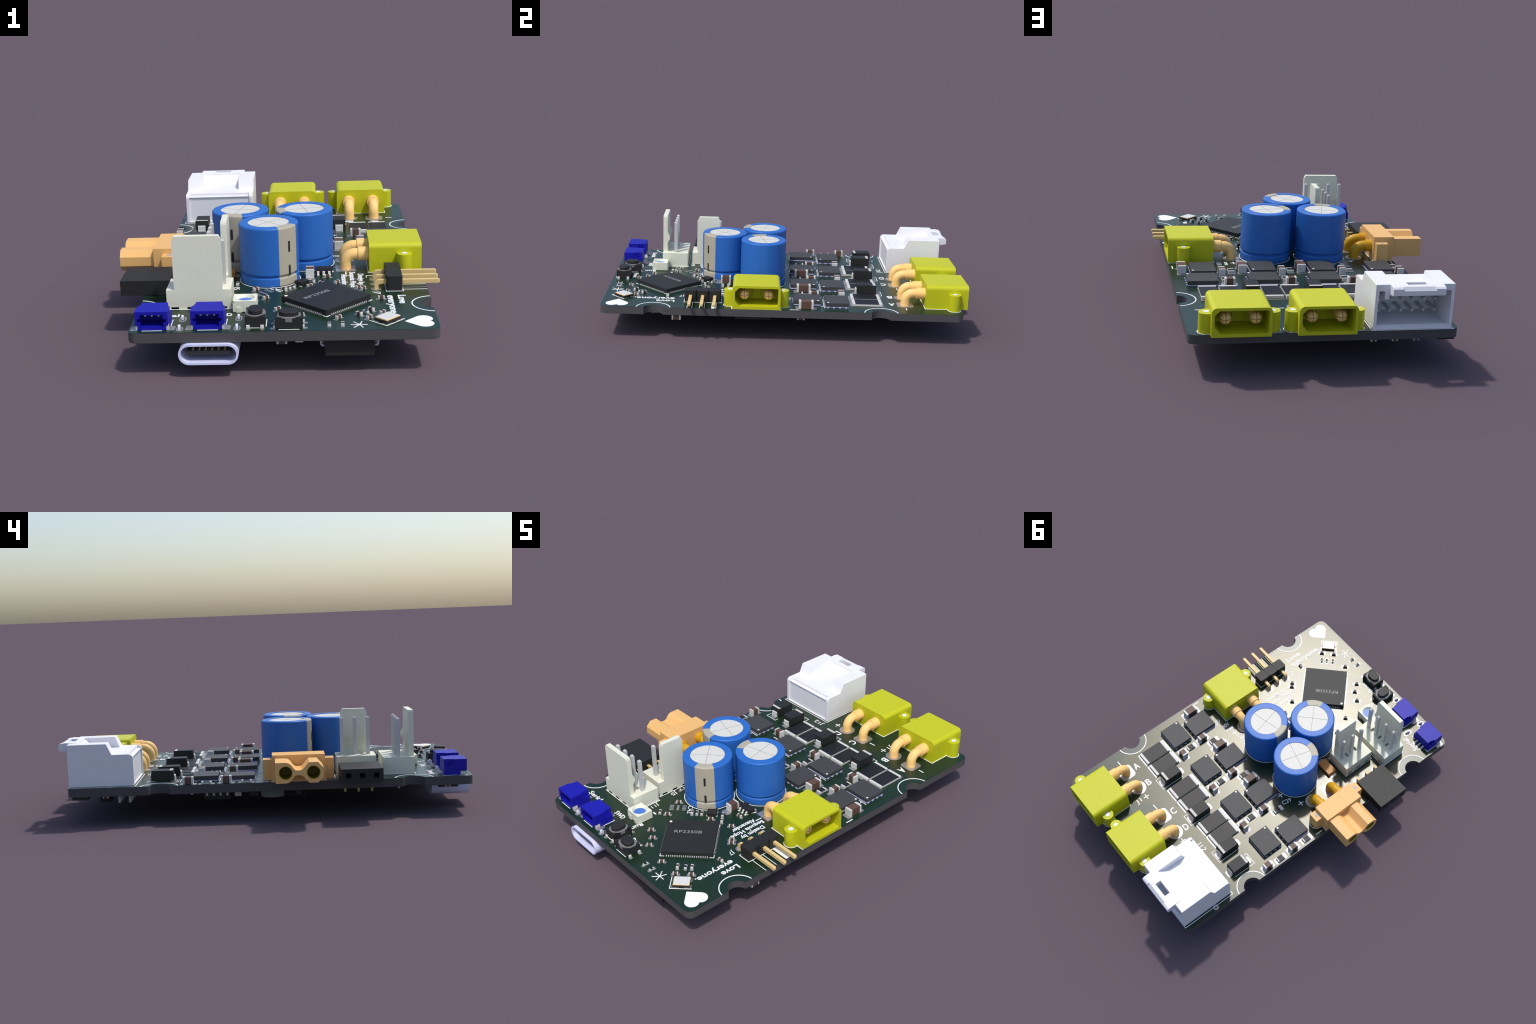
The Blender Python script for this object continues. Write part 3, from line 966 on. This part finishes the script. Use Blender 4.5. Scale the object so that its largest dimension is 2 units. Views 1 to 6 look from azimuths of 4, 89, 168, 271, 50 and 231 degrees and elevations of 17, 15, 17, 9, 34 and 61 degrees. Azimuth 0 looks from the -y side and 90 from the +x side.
# ------------------------------------------------------------------ power transistors
def transistor_meshes():
    """long axis along local x; leads on both short ends, frame strip along the sides"""
    b = bmesh.new()
    box(b, -2.85, 2.85, -2.40, 2.40, 0.28, 1.10, bev=0.05)
    f = bmesh.new()
    box(f, -2.78, 2.78, -2.46, 2.46, 0.10, 0.30)
    for sx in (-1, 1):
        for i in range(4):
            y = (i - 1.5) * 1.27
            box(f, min(sx * 2.7, sx * 2.98), max(sx * 2.7, sx * 2.98), y - 0.23, y + 0.23, 0.05, 0.27)
    d = bmesh.new()
    lathe(d, [(0.21, 1.0), (0.21, 1.115), (0, 1.115)], 20)
    return b, f, d

tb_, tf_, td_ = transistor_meshes()
QX = [(19.8, 10.82), (8.18, 10.69), (-3.57, 10.89), (-14.76, 11.38)]
QY = [(19.0, 4.62), (7.35, 4.38), (-4.41, 4.63), (-16.1, 4.99)]
base_b = finish(tb_, "power_transistor", M["body"], root, (QX[0][0], QX[0][1], TOP))
base_f = finish(tf_, "lead_frame", M["lead"], base_b, (QX[0][0], QX[0][1], TOP), smooth=0)
base_d = finish(td_, "orientation_dot", M["silk"], base_b, (QX[0][0] + 2.45, QX[0][1] - 1.85, TOP))
for k, (x, y) in enumerate(QX + QY):
    along_y = k >= 4
    a = math.pi / 2 if along_y else 0.0
    dot = (x + 2.02, y + 2.3) if along_y else (x + 2.48, y - 1.86)
    if k:
        ob = place(base_b.data, "power_transistor", root, (x, y, TOP), a)
        place(base_f.data, "lead_frame", ob, (x, y, TOP), a)
        place(base_d.data, "orientation_dot", ob, (dot[0], dot[1], TOP))
# silk ticks beside transistors
ink = bmesh.new()
for (x, y) in QX:
    line_strip(ink, [(x - 2.9, y - 2.62), (x + 2.95, y - 2.62)], 0.12)
for (x, y) in QY:
    line_strip(ink, [(x + 2.62, y + 2.9), (x + 2.62, y + 3.35), (x + 2.2, y + 3.5)], 0.12)
    line_strip(ink, [(x - 2.62, y - 2.9), (x - 2.62, y + 2.9)], 0.12)
finish(ink, "printed_outline", M["silk"], root, (0, 0, TOP), smooth=0, kind="stuff")

# ------------------------------------------------------------------ chip capacitors and resistors
def chip_meshes(L, W, H, term, film):
    """two-terminal chip, long axis x; returns body and terminal meshes"""
    b = bmesh.new()
    box(b, -L / 2 + term, L / 2 - term, -W / 2 + 0.02, W / 2 - 0.02, 0.06, H - 0.02)
    t = bmesh.new()
    for sx in (-1, 1):
        box(t, min(sx * (L / 2 - term), sx * L / 2), max(sx * (L / 2 - term), sx * L / 2), -W / 2, W / 2, 0.04, H, bev=min(0.08, term * 0.3))
    if film:
        box(t, -L / 2 + term * 0.5, L / 2 - term * 0.5, -W / 2 + 0.01, W / 2 - 0.01, 0.05, H * 0.8)
    return b, t

CHIP = {}
def chip(kind, x, y, ang, side=1):
    spec = {  # length, width, height, terminal, body material, name
        "c1206": (3.05, 1.65, 1.62, 0.48, "brown", "chip_capacitor"),
        "c0805": (1.98, 1.28, 1.40, 0.40, "brown", "chip_capacitor"),
        "c0603": (1.60, 0.85, 0.82, 0.33, "brown", "chip_capacitor"),
        "c0402": (1.05, 0.55, 0.56, 0.26, "brown", "chip_capacitor"),
        "r0805": (2.0, 1.25, 0.50, 0.36, "film", "chip_resistor"),
        "r0603": (1.9, 1.18, 0.45, 0.34, "film", "chip_resistor"),
        "r0402": (1.02, 0.52, 0.38, 0.24, "film", "chip_resistor"),
        "shunt": (6.25, 3.35, 0.58, 0.62, "film", "shunt_resistor"),
    }[kind]
    L, W, H, term, bm_, nm = spec
    a = math.radians(ang)
    if kind not in CHIP:
        b, t = chip_meshes(L, W, H, term, bm_ == "film")
        o = finish(b, nm, M[bm_], root, (x, y, TOP), a, smooth=0)
        t_ = finish(t, "terminal", M["tin"], o, (x, y, TOP), a, smooth=30)
        CHIP[kind] = (o.data, t_.data)
    else:
        o = place(CHIP[kind][0], nm, root, (x, y, TOP), a)
        t_ = place(CHIP[kind][1], "terminal", o, (x, y, TOP), a)
    if side < 0:
        for ob in (o, t_):
            ob.matrix_parent_inverse = Matrix()
        o.location.z = BOT * S
        o.rotation_euler = (math.pi, 0, a)
        t_.location = (0, 0, 0)
        t_.rotation_euler = (0, 0, 0)
    else:
        off = L / 2 + 0.02 if kind != "shunt" else L / 2 - 0.05
        pw, ph = {"c1206": (1.3, 1.9), "c0805": (1.15, 1.5), "r0603": (1.05, 1.4), "c0402": (0.62, 0.66), "r0402": (0.6, 0.62),
                  "shunt": (0.95, 3.5), "c0603": (0.9, 1.0), "r0805": (1.1, 1.4)}[kind]
        for sgn in (-1, 1):
            pad_rect(x + sgn * off * math.cos(a), y + sgn * off * math.sin(a), pw, ph, a)
    return o

for (x, y) in [(22.95, 4.33), (11.32, 4.33), (-0.32, 4.30)]:
    chip("c1206", x, y, 90)
for (x, y, a) in [(15.45, 6.4, 90), (3.75, 6.38, 90), (-8.15, 6.6, 90), (-19.72, 7.42, 90),
                  (14.75, 12.35, 0), (3.1, 12.35, 0), (-8.75, 12.68, 0), (-19.7, 14.52, 90)]:
    chip("c0805", x, y, a)
for (x, y) in [(15.28, 9.87), (3.62, 9.85), (-7.9, 10.0), (-19.9, 11.1), (13.4, 4.75), (1.75, 4.75), (-10.15, 4.3), (-19.75, 3.65)]:
    chip("r0603", x, y, 90)
for x0 in (19.25, 7.72, -3.48):
    for dx in (0, -3.82):
        chip("shunt", x0 + dx, 17.37, 90)
# tiny parts around the microcontroller (45-degree grid)
for (x, y) in [(1.02, -29.2), (3.28, -30.45), (4.7, -32.27), (10.33, -33.4), (14.9, -33.6), (17.03, -31.55), (-2.85, -19.65), (5.95, -18.35),
               (10.48, -16.77), (13.88, -19.4), (14.6, -20.1), (-1.05, -23.8)]:
    chip("c0402", x, y, 45)
for (x, y) in [(13.5, -32.05), (15.42, -30.15), (7.9, -17.1), (1.8, -19.8)]:
    chip("c0402", x, y, 135)
for (x, y, a) in [(14.55, -31.0, 135), (2.45, -19.1, 135), (3.15, -18.42, 135), (6.36, -15.7, 135), (8.9, -36.1, 90), (10.88, -36.08, 90), (-2.77, -24.39, 135), (-6.1, -16.4, 90)]:
    chip("r0402", x, y, a)
chip("c0402", 17.3, -24.9, 0)
chip("c0402", 8.97, -13.45, 0)
chip("c1206", 6.0, -12.85, 90).scale = (0.72, 0.85, 1.0)

# ------------------------------------------------------------------ moulded diodes
def diode(x, y, ang):
    a = math.radians(ang)
    loc = (x, y, TOP)
    bm = bmesh.new()
    prism(bm, [(-2.12, 0.35), (2.12, 0.35), (2.16, 1.25), (2.02, 2.27), (-2.02, 2.27), (-2.16, 1.25)], "y", -1.25, 1.25)
    box(bm, -1.2, 1.2, -1.1, 1.1, 0.06, 0.4)
    ob = finish(bm, "diode", M["black"], root, loc, a, smooth=0)
    bm = bmesh.new()
    prism(bm, [(1.35, 2.2), (1.95, 2.2), (1.93, 2.285), (1.35, 2.285)], "y", -1.2, 1.2)
    finish(bm, "cathode_band", M["diodeband"], ob, loc, a)
    for sx in (-1, 1):
        bm = bmesh.new()
        prism(bm, [(sx * 2.1, 1.35), (sx * 2.36, 1.2), (sx * 2.42, 0.1), (sx * 1.5, 0.1), (sx * 1.5, 0.04), (sx * 2.55, 0.04), (sx * 2.5, 1.25), (sx * 2.1, 1.45)][:3] +
              [(sx * 1.4, 0.05), (sx * 1.4, 0.3), (sx * 2.1, 0.4)], "y", -0.75, 0.75)
        finish(bm, "terminal", M["tin"], ob, loc, a)
        u = sx * 2.35
        pad_rect(x + u * math.cos(a), y + u * math.sin(a), 1.5, 1.6, a)
diode(11.7, 18.0, 90)
diode(0.2, 18.4, 90)
diode(-10.85, 18.85, 90)
diode(-15.75, 19.6, -90)
ink = bmesh.new()
for (x, y, s_) in [(11.7, 18.0, 1), (0.2, 18.4, 1), (-10.85, 18.85, 1), (-15.75, 19.6, -1)]:
    line_strip(ink, [(x - 1.45, y - 2.1 * s_), (x - 1.45, y + 3.35 * s_), (x + 1.45, y + 3.35 * s_), (x + 1.45, y + 2.5 * s_)], 0.12)
finish(ink, "printed_outline", M["silk"], root, (0, 0, TOP), smooth=0, kind="stuff")

# ------------------------------------------------------------------ small integrated parts
def small_block(x, y, ang, L, W, H, nm="regulator"):
    bm = bmesh.new()
    box(bm, -L / 2, L / 2, -W / 2, W / 2, 0.08, H, bev=0.05)
    ob = finish(bm, nm, M["black"], root, (x, y, TOP), math.radians(ang))
    return ob
o = small_block(4.7, -17.0, 45, 2.0, 1.6, 0.78)
bm = bmesh.new()
for sx in (-1, 1):
    for sy in (-1, 1):
        box(bm, sx * 0.95 - 0.15, sx * 0.95 + 0.15, sy * 0.6 - 0.25, sy * 0.6 + 0.25, 0.03, 0.16)
finish(bm, "solder_leg", M["tin"], o, (4.7, -17.0, TOP), math.radians(45))
def sot(x, y, ang):
    a = math.radians(ang)
    loc = (x, y, TOP)
    bm = bmesh.new()
    prism(bm, [(-0.8, 0.55), (-0.72, 1.05), (0.72, 1.05), (0.8, 0.55), (0.74, 0.1), (-0.74, 0.1)], "x", -1.45, 1.45)
    ob = finish(bm, "gate_chip", M["black"], root, loc, a)
    bm = bmesh.new()
    for sy in (-1, 1):
        for i in (-1, 0, 1):
            pr = [(0.75, 0.62), (1.1, 0.58), (1.2, 0.14), (1.5, 0.12), (1.5, 0.03), (1.1, 0.03), (1.0, 0.47), (0.75, 0.5)]
            prism(bm, [(sy * u, v) for u, v in pr], "x", i * 0.95 - 0.2, i * 0.95 + 0.2)
    finish(bm, "solder_leg", M["tin"], ob, loc, a, kind="stuff")
sot(8.35, -11.0, 0)

# unpopulated ten-land footprint
for i in range(4):
    for sgn in (-1, 1):
        t = (i - 1.5) * 0.48
        u, v = sgn * 1.28, t
        c, s_ = math.cos(math.pi / 4), math.sin(math.pi / 4)
        pad_rect(-1.62 + u * c - v * s_, -20.8 + u * s_ + v * c, 0.85, 0.3, math.pi / 4)
pad_rect(-1.62, -20.8, 0.45, 1.75, math.pi / 4)

# ------------------------------------------------------------------ USB receptacle (underneath) with its shield tabs
def usb():
    cx, zc = -8.99, 3.74
    bm = bmesh.new()
    def ring(w, h, r, n=8):
        return rounded_rect(cx - w / 2, cx + w / 2, zc - h / 2, zc + h / 2, r, n)
    o0, i0 = ring(8.94, 3.24, 1.60), ring(8.3, 2.6, 1.28)
    yf, yb = -38.90, -31.7
    V = lambda pts, y: [bm.verts.new((p[0], y, p[1])) for p in pts]
    A, Bv, C_, D_ = V(o0, yb), V(o0, yf), V(i0, yf), V(i0, -33.0)
    n = len(o0)
    for P, Q in ((A, Bv), (Bv, C_), (C_, D_)):
        for i in range(n):
            bm.faces.new((P[i], P[(i + 1) % n], Q[(i + 1) % n], Q[i]))
    bm.faces.new(A)
    bm.faces.new(D_)
    for v in bm.verts:
        v.co.x -= cx
        v.co.y += 35.0
        v.co.z -= zc
    ob = finish(bm, "usb_receptacle", M["shell"], root, (cx, -35.0, zc), smooth=40)
    bm = bmesh.new()
    box(bm, -3.3, 3.3, -3.2, 2.0, -0.35, 0.35, bev=0.1)
    finish(bm, "contact_tongue", M["tongue"], ob, (cx, -35.0, zc))
    for i in range(6):
        bm = bmesh.new()
        x = (i - 2.5) * 0.95
        box(bm, x - 0.13, x + 0.13, -2.9, 1.8, 0.3, 0.4)
        finish(bm, "gilt_contact", M["gold"], ob, (cx, -35.0, zc))
    for x in (-13.31, -4.73):
        for y, L in ((-36.75, 1.7), (-32.65, 2.1)):
            bm = bmesh.new()
            prism(bm, [(-0.36, -1.9), (0.36, -1.9)] + arc(0, 0.42, 0.36, 0, math.pi, 10), "x", -0.17, 0.17)
            finish(bm, "shield_tab", M["tabwhite"], ob, (x, y - 0.12, TOP))
            pad_oval(x, y, 1.05, L)
    hole_shape = bmesh.new()  # flat black plates added on the lands in place of open slots
    for x in (-13.31, -4.73):
        for y, L in ((-36.75, 1.15), (-32.65, 1.5)):
            prism(hole_shape, rounded_rect(x - 0.3, x + 0.3, y - L / 2, y + L / 2, 0.28, 6), "z", -0.01, 0.028)
    finish(hole_shape, "slot_plate", M["black"], root, (0, 0, TOP), smooth=0, kind="stuff")
usb()

finish(pads, "solder_land", M["pad"], root, (0, 0, TOP), smooth=0, kind="stuff")

# ------------------------------------------------------------------ parts underneath
def under_block(nm, x, y, ang, L, W, H, mat="black", bev=0.06):
    bm = bmesh.new()
    box(bm, -L / 2, L / 2, -W / 2, W / 2, -H, -0.05, bev=bev)
    return finish(bm, nm, M[mat], root, (x, y, BOT), math.radians(ang))

def gull_package(nm, x, y, ang, L, W, H, n, pitch, span):
    """body L along x, leads on +-y sides, hanging under the board"""
    a = math.radians(ang)
    bm = bmesh.new()
    zm = -(H + 0.1) / 2
    prism(bm, [(-W / 2 + 0.15, -0.1), (-W / 2, zm), (-W / 2 + 0.2, -H), (W / 2 - 0.2, -H), (W / 2, zm), (W / 2 - 0.15, -0.1)], "x", -L / 2, L / 2)
    ob = finish(bm, nm, M["black"], root, (x, y, BOT), a)
    bm = bmesh.new()
    for sy in (-1, 1):
        for i in range(n):
            t = (i - (n - 1) / 2) * pitch
            u0, u1, u2 = W / 2 - 0.1, W / 2 + 0.35, span / 2
            pr = [(u0, zm), (u1, zm), (u1 + 0.2, zm + 0.2), (u1 + 0.35, -0.25), (u2, -0.22), (u2, -0.02), (u1 + 0.15, -0.02), (u1, zm + 0.35), (u0, zm + 0.2)]
            prism(bm, [(sy * u, v) for u, v in pr], "x", t - 0.21, t + 0.21)
    finish(bm, "solder_leg", M["pin"], ob, (x, y, BOT), a, kind="stuff")
    return ob

gull_package("driver_chip", 11.85, -32.22, 90, 10.3, 7.5, 2.72, 8, 1.27, 10.2)
gull_package("driver_chip", -16.6, 9.25, 90, 4.9, 3.9, 1.75, 4, 1.27, 6.0)
# round aluminium can on a black foot, the lowest part
bm = bmesh.new()
lathe(bm, [(0, -5.4), (2.2, -5.4), (2.42, -5.3), (2.48, -5.1), (2.48, -1.2), (2.3, -1.0), (2.3, -0.8), (2.45, -0.6), (2.45, -0.3), (0, -0.3)], 48)
al = finish(bm, "aluminium_capacitor", M["alucan"], root, (3.25, -1.1, BOT))
bm = bmesh.new()
prism(bm, [(-2.6, -2.6), (1.7, -2.6), (2.6, -1.7), (2.6, 1.7), (1.7, 2.6), (-2.6, 2.6)], "z", -0.75, -0.05)
finish(bm, "plastic_foot", M["black"], al, (3.25, -1.1, BOT))
under_block("choke", -9.5, -6.6, -29, 5.0, 5.0, 3.0, bev=0.25)
under_block("converter_chip", 21.8, -6.7, 0, 4.8, 7.4, 0.8)
under_block("driver_chip", -19.1, 34.7, 0, 3.0, 3.0, 0.62)
under_block("driver_chip", -15.4, 30.6, 0, 2.8, 2.1, 1.8)
under_block("driver_chip", 0.2, 32.6, 0, 5.0, 4.0, 1.1)
under_block("regulator", -18.6, 2.4, 0, 1.6, 1.5, 1.1)
under_block("regulator", -18.4, -6.05, 0, 1.6, 1.0, 1.1)
under_block("driver_chip", -17.4, -34.0, 0, 2.4, 3.6, 0.8)
for (k, x, y, a) in [("c0402", -6.2, 36.3, 0), ("c0402", -9.95, 36.3, 0), ("c0402", -13.75, 36.2, 0), ("c0603", 1.85, -36.9, 0), ("r0603", 4.45, -36.7, 90),
                     ("c0603", 24.1, -22.56, 90), ("r0603", 22.0, -26.9, 90), ("c0603", 23.4, 3.3, 90), ("c0402", -19.6, 30.1, 90), ("r0402", -19.5, 13.9, 0),
                     ("c0805", -16.5, 5.4, 0), ("c0402", -17.7, -31.95, 90), ("c0402", -19.4, -33.7, 90), ("r0603", 5.2, 35.0, 90)]:
    o = chip(k, x, y, a, side=-1)
    if x > 24:
        o.scale = (1.2, 1.2, 1.45)
